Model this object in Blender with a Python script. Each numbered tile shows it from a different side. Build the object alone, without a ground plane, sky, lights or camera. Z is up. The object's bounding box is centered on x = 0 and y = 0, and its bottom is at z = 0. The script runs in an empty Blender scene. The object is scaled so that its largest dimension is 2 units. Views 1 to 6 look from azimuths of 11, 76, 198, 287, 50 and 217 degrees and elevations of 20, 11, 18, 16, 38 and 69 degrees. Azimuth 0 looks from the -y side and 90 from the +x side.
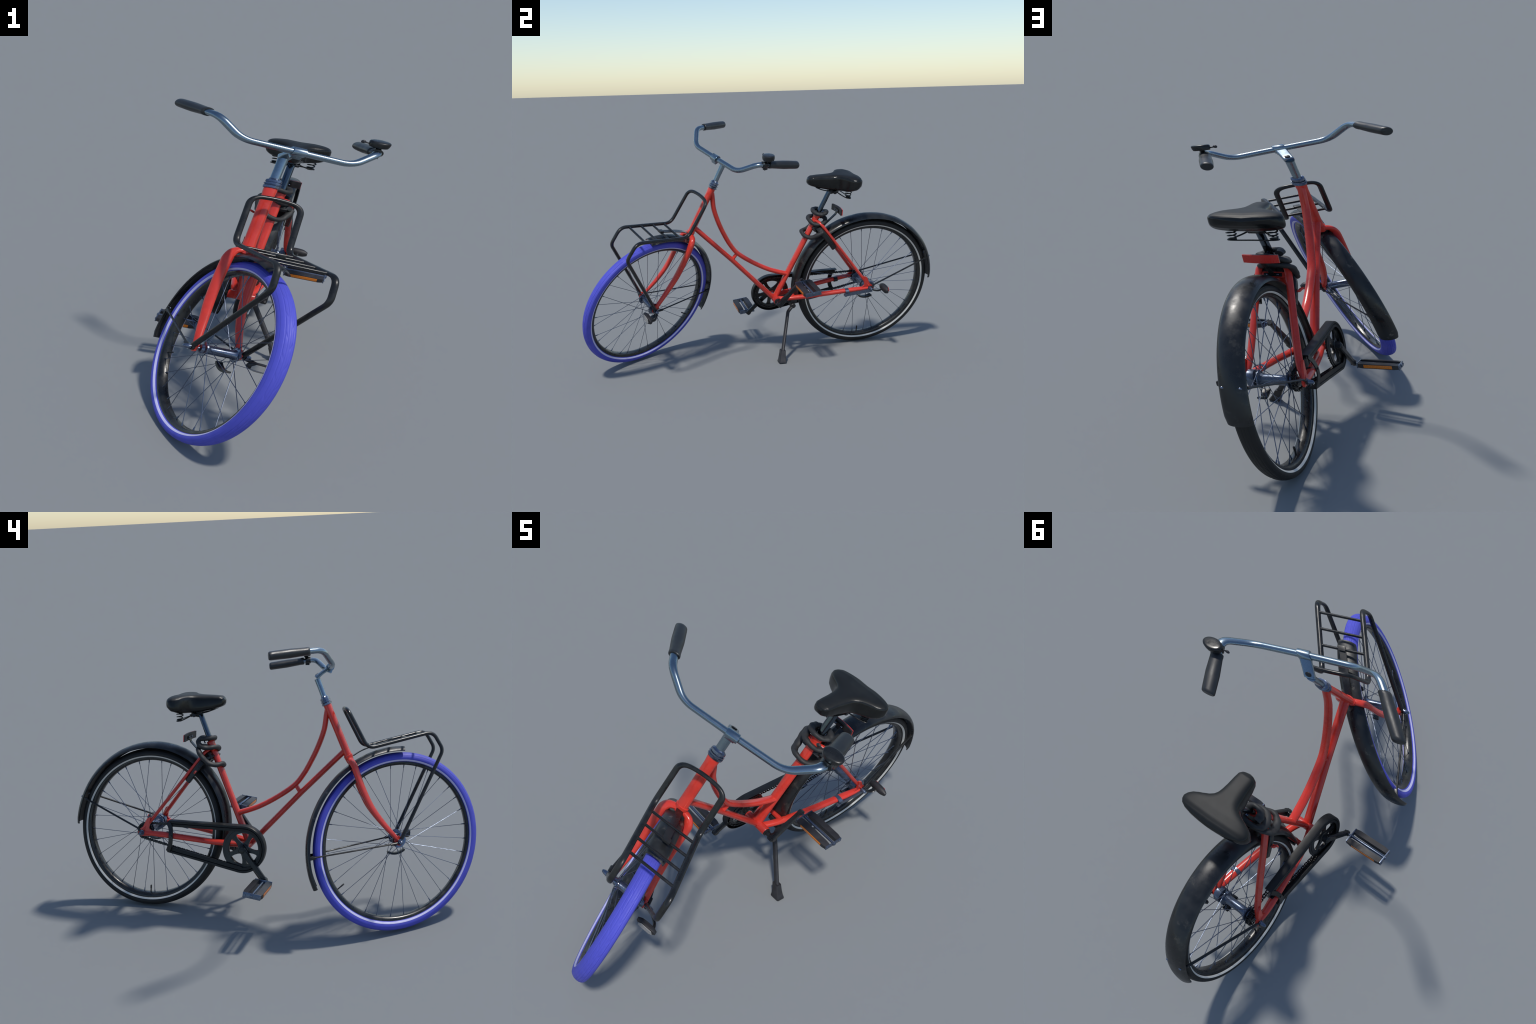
# City bicycle with a front carrier, leaning on its side stand, bars turned to its left.
# Everything is modelled in "bike space" (s, y, h): s = to the bicycle's left, y = rearwards,
# h = up in the plane of the frame.  place() then turns the steered parts about the head tube,
# leans the machine over and widens it sideways into the scene frame.
import bpy, bmesh, math, random
from mathutils import Vector, Matrix

random.seed(7)
V = Vector
rad = math.radians

# ------------------------------------------------------------------ placing
WIDEN = 1.686                      # sideways stretch of the whole machine
LEAN = rad(9.88)
S0 = -0.1362
NB = V((math.cos(LEAN), 0, -math.sin(LEAN)))
EU = V((math.sin(LEAN), 0, math.cos(LEAN)))
EY = V((0, 1, 0))
STEER_PIVOT = V((0, -0.4065, 0.733))
STEER_AXIS = V((0, math.sin(rad(25.3)), math.cos(rad(25.3))))
STEER = Matrix.Rotation(rad(25.6), 3, STEER_AXIS)
REAR_HUB = V((0, 0.5880, 0.3610))
FRONT_HUB = V((0, -0.6488, 0.3560))


def place(p, steer=False):
    p = V(p)
    if steer:
        p = STEER @ (p - STEER_PIVOT) + STEER_PIVOT
    w = NB * (p.x + S0) + EY * p.y + EU * p.z
    w.x *= WIDEN
    return w


# ------------------------------------------------------------------ mesh building
class Build:
    """Collects vertices (bike space) and faces of one part."""

    def __init__(self):
        self.v, self.f = [], []

    def add(self, verts, faces):
        n = len(self.v)
        self.v += [V(p) for p in verts]
        self.f += [tuple(i + n for i in f) for f in faces]
        return self

    def loft(self, rings, closed=False, caps=True):
        n = len(self.v)
        m = len(rings[0])
        for r in rings:
            self.v += [V(p) for p in r]
        k = len(rings)
        for i in range(k if closed else k - 1):
            a, b = n + i * m, n + ((i + 1) % k) * m
            for j in range(m):
                j2 = (j + 1) % m
                self.f.append((a + j, a + j2, b + j2, b + j))
        if caps and not closed:
            self.f.append(tuple(n + j for j in reversed(range(m))))
            self.f.append(tuple(n + (k - 1) * m + j for j in range(m)))
        return self

    def tube(self, path, r, seg=20, closed=False, caps=True, flat=None, up=None):
        """Round (or flattened) tube along a path; r may be a number or a list."""
        pts = [V(p) for p in path]
        n = len(pts)
        rr = r if isinstance(r, (list, tuple)) else [r] * n
        tang = []
        for i in range(n):
            if closed:
                t = pts[(i + 1) % n] - pts[i - 1]
            else:
                t = pts[min(i + 1, n - 1)] - pts[max(i - 1, 0)]
            tang.append(t.normalized())
        u = V(up) if up else (V((1, 0, 0)) if abs(tang[0].x) < 0.8 else V((0, 0, 1)))
        rings = []
        for i in range(n):
            u = u - tang[i] * u.dot(tang[i])
            u.normalize()
            w = tang[i].cross(u)
            fu, fw = flat if flat else (1, 1)
            rings.append([pts[i] + u * (math.cos(a) * rr[i] * fu) + w * (math.sin(a) * rr[i] * fw)
                          for a in [2 * math.pi * j / seg for j in range(seg)]])
        return self.loft(rings, closed, caps)

    def sweep(self, path, section, up=(1, 0, 0), closed=False, caps=True):
        """Sweep a 2D section [(along up, along side)] along a path."""
        pts = [V(p) for p in path]
        n = len(pts)
        u = V(up)
        rings = []
        for i in range(n):
            if closed:
                t = (pts[(i + 1) % n] - pts[i - 1]).normalized()
            else:
                t = (pts[min(i + 1, n - 1)] - pts[max(i - 1, 0)]).normalized()
            u = (u - t * u.dot(t)).normalized()
            w = t.cross(u)
            sec = section(i / (n - 1)) if callable(section) else section
            rings.append([pts[i] + u * a + w * b for a, b in sec])
        return self.loft(rings, closed, caps)

    def lathe(self, origin, axis, profile, seg=36, caps=True, up=None):
        """profile: [(distance along axis, radius)]"""
        o, a = V(origin), V(axis).normalized()
        u = V(up) if up else (V((0, 0, 1)) if abs(a.z) < 0.9 else V((0, 1, 0)))
        u = (u - a * u.dot(a)).normalized()
        w = a.cross(u)
        rings = [[o + a * d + (u * math.cos(t) + w * math.sin(t)) * max(r, 1e-5)
                  for t in [2 * math.pi * j / seg for j in range(seg)]] for d, r in profile]
        return self.loft(rings, False, caps)

    def box(self, c, ax, ay, az, bevel=0.0, segs=2):
        """Box with centre c and half-axis vectors, edges rounded."""
        bm = bmesh.new()
        bmesh.ops.create_cube(bm, size=2.0)
        ax, ay, az, c = V(ax), V(ay), V(az), V(c)
        for v in bm.verts:
            v.co = c + ax * v.co.x + ay * v.co.y + az * v.co.z
        if bevel > 0:
            bmesh.ops.bevel(bm, geom=bm.edges[:] + bm.verts[:], offset=bevel, segments=segs,
                            profile=0.7, affect='EDGES')
        bm.verts.index_update()
        self.add([v.co for v in bm.verts], [[v.index for v in f.verts] for f in bm.faces])
        bm.free()
        return self

    def plate(self, outline, axis, thick, holes=None):
        """Flat plate: outline (3D loop) given thickness along axis."""
        a = V(axis).normalized() * thick
        n = len(outline)
        v = [V(p) for p in outline] + [V(p) + a for p in outline]
        f = [tuple(range(n))[::-1], tuple(range(n, 2 * n))]
        f += [(i, (i + 1) % n, n + (i + 1) % n, n + i) for i in range(n)]
        return self.add(v, f)

    def ball(self, c, r, seg=16):
        prof = [(-r * math.cos(math.pi * i / seg), r * math.sin(math.pi * i / seg)) for i in range(seg + 1)]
        return self.lathe(c, (0, 0, 1), prof, seg=seg * 2, caps=False)


def catmull(pts, per=8, closed=False):
    pts = [V(p) for p in pts]
    n = len(pts)
    out = []
    for i in range(n if closed else n - 1):
        p0 = pts[i - 1] if (closed or i > 0) else pts[0] * 2 - pts[1]
        p1, p2 = pts[i], pts[(i + 1) % n]
        p3 = pts[(i + 2) % n] if (closed or i + 2 < n) else pts[-1] * 2 - pts[-2]
        for j in range(per):
            t = j / per
            out.append(0.5 * (2 * p1 + (p2 - p0) * t + (2 * p0 - 5 * p1 + 4 * p2 - p3) * t * t
                              + (3 * p1 - p0 - 3 * p2 + p3) * t ** 3))
    if not closed:
        out.append(pts[-1])
    return out


def fillet(pts, radii, per=8):
    """Polyline with rounded corners. radii: one number or one per inner corner."""
    pts = [V(p) for p in pts]
    if not isinstance(radii, (list, tuple)):
        radii = [radii] * (len(pts) - 2)
    out = [pts[0]]
    for i in range(1, len(pts) - 1):
        p, a, b = pts[i], pts[i - 1], pts[i + 1]
        da, db = (a - p).normalized(), (b - p).normalized()
        ang = da.angle(db)
        d = min(radii[i - 1] / max(math.tan(ang / 2), 1e-4), (a - p).length * 0.49, (b - p).length * 0.49)
        q0, q1 = p + da * d, p + db * d
        for j in range(per + 1):
            t = j / per
            out.append(q0 * (1 - t) ** 2 + p * 2 * t * (1 - t) + q1 * t * t)
    out.append(pts[-1])
    return out


def mirror(p):
    return V((-p[0], p[1], p[2]))


def lerp(a, b, t):
    return V(a) * (1 - t) + V(b) * t


def interp(table, x):
    """Smooth interpolation in a small profile table [(x, value), ...]."""
    if x <= table[0][0]:
        return table[0][1]
    for (x0, y0), (x1, y1) in zip(table, table[1:]):
        if x <= x1:
            t = (x - x0) / (x1 - x0)
            t = t * t * (3 - 2 * t) * 0.45 + t * 0.55
            return y0 + (y1 - y0) * t
    return table[-1][1]


# ------------------------------------------------------------------ materials
def material(name, base, rough, metallic=0.0, second=None, scale=40.0, amount=0.35, lo=0.45, hi=0.7,
             dust=None, dust_scale=25.0, dust_lo=0.6, dust_hi=0.75, dust_mix=0.4,
             rough_var=0.1, worn_top=None, bump=0.0, bump_scale=300.0, coat=0.0, spec=0.5):
    m = bpy.data.materials.new(name)
    m.use_nodes = True
    nt = m.node_tree
    nt.nodes.clear()
    N = nt.nodes.new
    L = nt.links.new
    out = N("ShaderNodeOutputMaterial")
    bsdf = N("ShaderNodeBsdfPrincipled")
    L(bsdf.outputs[0], out.inputs[0])
    co = N("ShaderNodeTexCoord")
    noise = N("ShaderNodeTexNoise")
    noise.inputs["Scale"].default_value = scale
    noise.inputs["Detail"].default_value = 6
    noise.inputs["Roughness"].default_value = 0.6
    L(co.outputs["Object"], noise.inputs["Vector"])
    ramp = N("ShaderNodeValToRGB")
    ramp.color_ramp.elements[0].position = lo
    ramp.color_ramp.elements[1].position = hi
    L(noise.outputs["Fac"], ramp.inputs["Fac"])
    mul = N("ShaderNodeMath")
    mul.operation = 'MULTIPLY'
    mul.inputs[1].default_value = amount
    L(ramp.outputs["Color"], mul.inputs[0])
    mix = N("ShaderNodeMix")
    mix.data_type = 'RGBA'
    mix.inputs["A"].default_value = (*base, 1)
    mix.inputs["B"].default_value = (*(second or [c * 0.7 for c in base]), 1)
    L(mul.outputs[0], mix.inputs["Factor"])
    colour = mix.outputs["Result"]
    if dust:
        n2 = N("ShaderNodeTexNoise")
        n2.inputs["Scale"].default_value = dust_scale
        n2.inputs["Detail"].default_value = 8
        n2.inputs["Roughness"].default_value = 0.7
        mp = N("ShaderNodeMapping")
        mp.inputs["Location"].default_value = (3.1, 7.7, 1.3)
        L(co.outputs["Object"], mp.inputs["Vector"])
        L(mp.outputs["Vector"], n2.inputs["Vector"])
        r2 = N("ShaderNodeValToRGB")
        r2.color_ramp.elements[0].position = dust_lo
        r2.color_ramp.elements[1].position = dust_hi
        L(n2.outputs["Fac"], r2.inputs["Fac"])
        m2 = N("ShaderNodeMath")
        m2.operation = 'MULTIPLY'
        m2.inputs[1].default_value = dust_mix
        L(r2.outputs["Color"], m2.inputs[0])
        mx = N("ShaderNodeMix")
        mx.data_type = 'RGBA'
        L(colour, mx.inputs["A"])
        mx.inputs["B"].default_value = (*dust, 1)
        L(m2.outputs[0], mx.inputs["Factor"])
        colour = mx.outputs["Result"]
    L(colour, bsdf.inputs["Base Color"])
    rr = N("ShaderNodeMapRange")
    rr.inputs["From Min"].default_value = 0.3
    rr.inputs["From Max"].default_value = 0.7
    rr.inputs["To Min"].default_value = max(rough - rough_var, 0.02)
    rr.inputs["To Max"].default_value = min(rough + rough_var, 1.0)
    L(noise.outputs["Fac"], rr.inputs["Value"])
    rough_out = rr.outputs["Result"]
    if worn_top is not None:                 # faces that are sat on have lost their gloss
        geo = N("ShaderNodeNewGeometry")
        sep = N("ShaderNodeSeparateXYZ")
        L(geo.outputs["Normal"], sep.inputs[0])
        up_ = N("ShaderNodeMapRange")
        up_.inputs["From Min"].default_value = 0.55
        up_.inputs["From Max"].default_value = 0.9
        L(sep.outputs["Z"], up_.inputs["Value"])
        mr = N("ShaderNodeMix")
        L(up_.outputs["Result"], mr.inputs["Factor"])
        L(rough_out, mr.inputs["A"])
        mr.inputs["B"].default_value = worn_top
        rough_out = mr.outputs["Result"]
    L(rough_out, bsdf.inputs["Roughness"])
    bsdf.inputs["Metallic"].default_value = metallic
    bsdf.inputs["Coat Weight"].default_value = coat
    bsdf.inputs["Coat Roughness"].default_value = 0.12
    bsdf.inputs["Specular IOR Level"].default_value = spec
    if bump > 0:
        nb = N("ShaderNodeTexNoise")
        nb.inputs["Scale"].default_value = bump_scale
        nb.inputs["Detail"].default_value = 3
        L(co.outputs["Object"], nb.inputs["Vector"])
        b = N("ShaderNodeBump")
        b.inputs["Strength"].default_value = bump
        b.inputs["Distance"].default_value = 0.001
        L(nb.outputs["Fac"], b.inputs["Height"])
        L(b.outputs["Normal"], bsdf.inputs["Normal"])
    return m


RED = material("red_paint", (0.64, 0.046, 0.030), 0.24, second=(0.44, 0.025, 0.017), scale=11, amount=0.8,
               dust=(0.70, 0.26, 0.20), dust_scale=120, dust_lo=0.62, dust_hi=0.74, dust_mix=0.22)
CHROME = material("polished_chrome", (0.255, 0.32, 0.37), 0.27, metallic=1.0, second=(0.20, 0.26, 0.31),  # base dimmed and blued to carry the sky's reflection on the bars
                  scale=30, amount=0.3, rough_var=0.04)
POST = material("chrome_darkened_for_reflection", (0.085, 0.11, 0.14), 0.14, metallic=1.0, second=(0.05, 0.065, 0.085), scale=30,  # post's near-black and sky-blue reflections worked into its base colour
                amount=0.4, rough_var=0.04)
STEEL = material("hub_steel", (0.17, 0.20, 0.27), 0.25, metallic=0.95, second=(0.10, 0.12, 0.17), scale=60,
                 amount=0.5)
SPOKE = material("spoke_steel", (0.13, 0.155, 0.21), 0.40, metallic=0.9, scale=60, amount=0.3)
BLUE = material("blue_tyre_rubber", (0.078, 0.083, 0.52), 0.55, second=(0.070, 0.075, 0.47), scale=20, amount=0.6,
                bump=0.15, spec=0.35)
LILAC = material("pale_tyre_band", (0.60, 0.58, 0.86), 0.6, scale=40, amount=0.2)
WHITE = material("reflective_tyre_band", (0.66, 0.645, 0.60), 0.6, scale=40, amount=0.25)
RUBBER = material("black_tyre_rubber", (0.010, 0.010, 0.011), 0.6, second=(0.018, 0.0175, 0.0165), scale=35,
                  amount=0.8, bump=0.3, spec=0.4)
BLACK = material("black_lacquer", (0.011, 0.0115, 0.012), 0.30, second=(0.022, 0.023, 0.023), scale=18,
                 amount=0.9, dust=(0.085, 0.076, 0.060), dust_scale=30, dust_lo=0.60, dust_hi=0.76,
                 dust_mix=0.20, rough_var=0.15, spec=0.38)
SATIN = material("satin_black_steel", (0.0085, 0.009, 0.0095), 0.45, second=(0.016, 0.0165, 0.0165), scale=20,
                 amount=0.8, dust=(0.07, 0.062, 0.05), dust_scale=34, dust_lo=0.60, dust_hi=0.76, dust_mix=0.15, spec=0.3)
FENDER = material("worn_mudguard_plastic", (0.012, 0.013, 0.014), 0.36, second=(0.022, 0.0235, 0.025),
                  scale=12, amount=0.9, dust=(0.15, 0.135, 0.11), dust_scale=15, dust_lo=0.57, dust_hi=0.74,
                  dust_mix=0.42, rough_var=0.2, bump=0.1, bump_scale=180)
SCUFFED = material("scuffed_mudguard_plastic", (0.012, 0.013, 0.014), 0.36, second=(0.022, 0.0235, 0.025),
                   scale=12, amount=0.9, dust=(0.24, 0.22, 0.185), dust_scale=17, dust_lo=0.585, dust_hi=0.70,
                   dust_mix=0.55, rough_var=0.2, bump=0.1, bump_scale=180)
RIM = material("black_rim", (0.012, 0.0125, 0.013), 0.30, second=(0.026, 0.027, 0.026), scale=22, amount=0.9,
               dust=(0.10, 0.095, 0.08), dust_scale=22, dust_lo=0.56, dust_hi=0.74, dust_mix=0.40,
               rough_var=0.15)
SADDLE = material("black_saddle_vinyl", (0.0085, 0.0092, 0.0092), 0.18, second=(0.015, 0.016, 0.0155), scale=12,
                  amount=0.8, bump=0.25, bump_scale=420, rough_var=0.10, worn_top=0.55, spec=0.32)
GRIP = material("black_grip_rubber", (0.016, 0.0175, 0.019), 0.42, second=(0.024, 0.025, 0.026), scale=25,
                amount=0.7, bump=0.2)
GREY = material("grey_black_plastic", (0.0185, 0.0175, 0.0195), 0.5, second=(0.028, 0.0265, 0.029), scale=40,
                amount=0.7)
CABLE = material("lock_chain_sleeve", (0.019, 0.019, 0.0195), 0.62, second=(0.030, 0.030, 0.030), scale=60,
                 amount=0.7, bump=0.4, bump_scale=500)
AMBER = material("amber_reflector", (0.66, 0.19, 0.015), 0.25, second=(0.50, 0.12, 0.01), scale=200, amount=0.4)
RED_GLASS = material("red_reflector", (0.60, 0.026, 0.018), 0.28, second=(0.42, 0.012, 0.01), scale=150,
                     amount=0.4)
LENS = material("pale_lamp_lens", (0.36, 0.35, 0.34), 0.25, scale=80, amount=0.3)
BLUED = material("pedal_steel", (0.12, 0.15, 0.21), 0.3, metallic=0.7, second=(0.08, 0.10, 0.15), scale=50,
                 amount=0.5)

# ------------------------------------------------------------------ object tree
WORLD = {}


def thing(name, label, category):
    e = bpy.data.objects.new(name, None)
    bpy.context.scene.collection.objects.link(e)
    e["label"] = label
    e["category"] = category
    WORLD[e.name] = V((0, 0, 0))
    return e


def part(name, build, mat, parent, steer=False, smooth=38, stuff=False, mats=None):
    pts = [place(p, steer) for p in build.v]
    c = sum(pts, V((0, 0, 0))) / len(pts)
    me = bpy.data.meshes.new(name)
    me.from_pydata([p - c for p in pts], [], build.f)
    me.materials.append(mat)
    me.validate()
    bm = bmesh.new()
    bm.from_mesh(me)
    bmesh.ops.recalc_face_normals(bm, faces=bm.faces)
    bm.to_mesh(me)
    bm.free()
    me.shade_smooth()
    me.set_sharp_from_angle(angle=rad(smooth))
    ob = bpy.data.objects.new(name, me)
    bpy.context.scene.collection.objects.link(ob)
    ob.parent = parent
    ob.location = c - WORLD[parent.name]
    WORLD[ob.name] = c
    if stuff:
        ob["kind"] = "stuff"
    return ob


bike = thing("bicycle", "red step-through city bicycle with blue front tyre and carrier", "bicycle")

# ------------------------------------------------------------------ frame
HEAD_TOP, HEAD_LOW = V((0, -0.2945, 0.973)), V((0, -0.408, 0.7275))
BB = V((0, 0.073, 0.302))
SEAT_TOP = V((0, 0.290, 0.787))
AXIS = (HEAD_TOP - HEAD_LOW).normalized()

b = Build()
b.lathe(HEAD_LOW, AXIS, [(-0.001, 0.0195), (0.012, 0.0205), (0.014, 0.0175), (0.05, 0.017), (0.235, 0.017),
                         (0.256, 0.0185), (0.2705, 0.0185)], seg=32)
head = part("frame", b, RED, bike)

b = Build()
b.tube([SEAT_TOP, lerp(SEAT_TOP, BB, 0.5), BB], [0.0148, 0.0145, 0.0145], seg=28)
b.lathe(SEAT_TOP, BB - SEAT_TOP, [(0.0, 0.0165), (0.026, 0.0165), (0.030, 0.0148)], seg=28)
part("seat_tube", b, RED, head)

curve = [(0, -0.2975, 0.955), (0, -0.293, 0.925), (0, -0.284, 0.855), (0, -0.257, 0.775), (0, -0.224, 0.704),
         (0, -0.190, 0.644), (0, -0.145, 0.589), (0, -0.062, 0.531), (0, 0.030, 0.482), (0, 0.113, 0.453),
         (0, 0.140, 0.447)]
b = Build()
b.tube(catmull(curve, 6), 0.0128, seg=24)
part("curved_tube", b, RED, head)

b = Build()
b.tube([(0, -0.385, 0.757), (0, -0.18, 0.556), (0, 0.06, 0.308)], [0.0138, 0.0135, 0.0138], seg=24)
b.tube([(0, -0.153, 0.592), (0, -0.180, 0.552)], 0.0095, seg=16)
part("down_tube", b, RED, head)

b = Build()
b.lathe(BB - V((0.040, 0, 0)), (1, 0, 0), [(0, 0.0185), (0.002, 0.0205), (0.080, 0.0205), (0.082, 0.0185)], seg=32)
b.tube([(-0.036, 0.168, 0.316), (0.036, 0.168, 0.316)], 0.012, seg=20)
part("bottom_bracket_shell", b, RED, head)

for sg in (1, -1):
    cs = [(0.018 * sg, 0.082, 0.304), (0.030 * sg, 0.135, 0.310), (0.037 * sg, 0.185, 0.315), (0.043 * sg, 0.235, 0.320),
          (0.054 * sg, 0.33, 0.333), (0.066 * sg, 0.46, 0.349), (0.0715 * sg, 0.53, 0.356), (0.0735 * sg, 0.578, 0.360)]
    b = Build()
    path = catmull(cs, 6)
    n = len(path)
    b.tube(path, [0.0135 if i < n * 0.75 else 0.0135 - 0.004 * (i - n * 0.75) / (n * 0.25) for i in range(n)], seg=20,
           flat=(0.85, 1.0))
    part("chain_stay", b, RED, head)
    ss = [(0.006 * sg, 0.276, 0.757), (0.023 * sg, 0.286, 0.753), (0.036 * sg, 0.301, 0.739), (0.0405 * sg, 0.318, 0.716),
          (0.0450 * sg, 0.36, 0.662), (0.0540 * sg, 0.46, 0.534), (0.0635 * sg, 0.545, 0.424), (0.0725 * sg, 0.584, 0.374)]
    b = Build()
    path = catmull(ss, 6)
    n = len(path)
    b.tube(path, [0.0105 if i < n * 0.8 else 0.0105 - 0.002 * (i - n * 0.8) / (n * 0.2) for i in range(n)], seg=18, flat=(0.80, 1.0))
    part("seat_stay", b, RED, head)
    # dropout plate that joins both stays at the axle
    o = [(0.0715 * sg, y, h) for y, h in [(0.548, 0.436), (0.566, 0.428), (0.586, 0.388), (0.603, 0.376), (0.611, 0.362),
                                          (0.606, 0.346), (0.580, 0.343), (0.545, 0.346), (0.535, 0.362), (0.556, 0.380)]]
    part("dropout", Build().plate(o, (sg, 0, 0), 0.006), RED, head)

b = Build()
b.box((0, 0.318, 0.712), (0.040, 0, 0), (0, 0.003, 0.0035), (0, -0.010, 0.009), 0.0012)
part("stay_bridge", b, RED, head)

# ------------------------------------------------------------------ fork (steered)
b = Build()
b.lathe(HEAD_LOW - AXIS * 0.024, AXIS, [(0, 0.013), (0.003, 0.0165), (0.018, 0.0185), (0.0225, 0.0185)], seg=28)
blade = [(0.0, -0.4105, 0.7205), (0.016, -0.4125, 0.7190), (0.033, -0.418, 0.7105), (0.0425, -0.430, 0.690),
         (0.0445, -0.442, 0.660), (0.0455, -0.472, 0.588), (0.047, -0.513, 0.510), (0.050, -0.562, 0.446),
         (0.0555, -0.610, 0.394), (0.0595, -0.646, 0.357)]
for sg in (1, -1):
    path = catmull([(p[0] * sg, p[1], p[2]) for p in blade], 7)
    n = len(path)
    rr = [interp([(0, 0.0135), (0.15, 0.0145), (0.4, 0.0165), (0.65, 0.0155), (1.0, 0.0095)], i / (n - 1)) for i in range(n)]
    b.tube(path, rr, seg=22, flat=(0.82, 1.0))
    o = [(0.0585 * sg, y, h) for y, h in [(-0.628, 0.374), (-0.642, 0.382), (-0.660, 0.366), (-0.664, 0.348),
                                          (-0.652, 0.337), (-0.636, 0.342), (-0.622, 0.360)]]
    b.plate(o, (sg, 0, 0), 0.006)
fork = part("fork", b, RED, bike, True)

# ------------------------------------------------------------------ headset, stem, handlebar
b = Build()
b.lathe(HEAD_TOP, AXIS, [(-0.003, 0.0175), (-0.001, 0.0225), (0.008, 0.0235), (0.011, 0.0205), (0.013, 0.0205),
                         (0.014, 0.0235), (0.019, 0.0235), (0.020, 0.0195), (0.023, 0.0195), (0.024, 0.0220),
                         (0.033, 0.0215), (0.037, 0.0165), (0.041, 0.0145)], seg=12)
part("headset", b, STEEL, bike, True, smooth=20)

OFF = V((0.0005, 0, 0))
STEM_LOW = HEAD_TOP + AXIS * 0.03
ELBOW = V((0.0, -0.2405, 1.098))
CLAMP = V((0.001, -0.299, 1.1450))
b = Build()
b.tube([STEM_LOW, lerp(STEM_LOW, ELBOW, 0.5), ELBOW - V((0, 0.002, 0.006))], [0.0135, 0.0135, 0.0145], seg=24)


def neck_section(t):
    w = 0.0155 + 0.002 * t
    d = (0.0135 - 0.0045 * math.sin(t * math.pi * 0.8)) * (0.8 + 0.2 * min(1, t * 8))
    k = 6
    pts = []
    for cx, cy, a0 in ((1, 1, 0), (-1, 1, 90), (-1, -1, 180), (1, -1, 270)):
        r = 0.0045
        for j in range(k):
            a = rad(a0 + 90 * j / (k - 1))
            pts.append((cx * (w - r) + r * math.cos(a), cy * (d - r) + r * math.sin(a)))
    return pts


neck = [V((0.0, -0.2365, 1.0960)), V((0.0, -0.2490, 1.1067)), V((0.0, -0.266, 1.121)), V((0.001, -0.297, 1.1435))]
b.sweep(catmull(neck, 4), neck_section)
b.lathe(CLAMP - V((0.0185, 0, 0)), (1, 0, 0), [(0.0, 0.0135), (0.0, 0.0180), (0.001, 0.0190), (0.036, 0.0190),
                                              (0.037, 0.0180), (0.037, 0.0135)], seg=28)
b.box((0.001, -0.298, 1.129), (0.014, 0, 0), (0, 0.011, 0.004), (0, -0.003, 0.009), 0.002)
stem = part("stem", b, CHROME, bike, True)
tn = (V(neck[0]) - V(neck[2])).normalized()
up = V((0, tn.z, -tn.y)) * -1
if up.z < 0:
    up = -up
b = Build()
b.lathe(V((0.0, -0.2460, 1.1042)) + up * 0.0118, up, [(0.0, 0.0088), (0.0012, 0.0088), (0.0018, 0.0080), (0.0018, 0.0001)], seg=20)
part("stem_bolt", b, BLACK, stem, True)

half = [(0.0, -0.299, 1.1450), (0.155, -0.2965, 1.1445), (0.2245, -0.243, 1.2025), (0.2400, -0.172, 1.1945), (0.2625, -0.040, 1.176)]
path = [mirror(p) for p in reversed(half)] + [V(p) for p in half[1:]]
path = [p + OFF for p in path]
b = Build()
b.tube(fillet(path, [0.10, 0.055, 0.075, 10, 0.075, 0.055, 0.10], 10), 0.0130, seg=22)
bar = part("handlebar", b, CHROME, bike, True)

for sg in (1, -1):
    a, c = V((0.2372 * sg, -0.186, 1.1965)) + OFF, V((0.2660 * sg, -0.018, 1.1728)) + OFF
    b = Build()
    ln = (c - a).length
    b.lathe(a, c - a, [(0, 0.0128), (0.0, 0.0165), (0.002, 0.0182), (0.012, 0.0185), (0.016, 0.0178), (ln * 0.5, 0.0205),
                       (ln - 0.012, 0.0195), (ln - 0.004, 0.0188), (ln, 0.0160), (ln + 0.0005, 0.0001)], seg=30, caps=False)
    part("grip", b, GRIP, bar, True)

# bell on the left of the bar
bc = V((0.2345, -0.191, 1.2395)) + OFF * 0.4
bax = V((-0.14, -0.05, 1)).normalized()
b = Build()
b.lathe(bc - bax * 0.018, bax, [(0, 0.001), (0, 0.0245), (0.001, 0.0262), (0.006, 0.0268), (0.0062, 0.0278), (0.018, 0.0290), (0.0225, 0.0280),
                                (0.0248, 0.0255), (0.0258, 0.0215), (0.0262, 0.0120), (0.0264, 0.0)], seg=36, caps=False)
bell = part("bell", b, BLACK, bar, True)
b = Build()
b.lathe(V((0.2335, -0.207, 1.1990)) + OFF, V((0.10, 1, -0.13)), [(-0.012, 0.0125), (-0.012, 0.0165), (0.012, 0.0165), (0.012, 0.0125)], seg=24)
b.tube([V((0.2365, -0.203, 1.211)) + OFF, bc - bax * 0.016], 0.008, seg=14)
b.box(V((0.2395, -0.205, 1.1815)) + OFF, (0.006, 0, 0), (0, 0.010, 0), (0, 0, 0.006), 0.0015)
part("bell_clamp", b, BLACK, bell, True)
b = Build()
b.tube(catmull([bc + V((-0.020, 0.004, -0.012)), bc + V((-0.032, 0.008, -0.012)), bc + V((-0.038, 0.010, -0.0115)),
                bc + V((-0.046, 0.012, -0.011))], 4), [0.003] * 5 + [0.003, 0.004, 0.0055, 0.0065, 0.007, 0.007, 0.006, 0.003], seg=12,
       flat=(1, 0.8))
part("bell_lever", b, GREY, bell, True)

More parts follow.
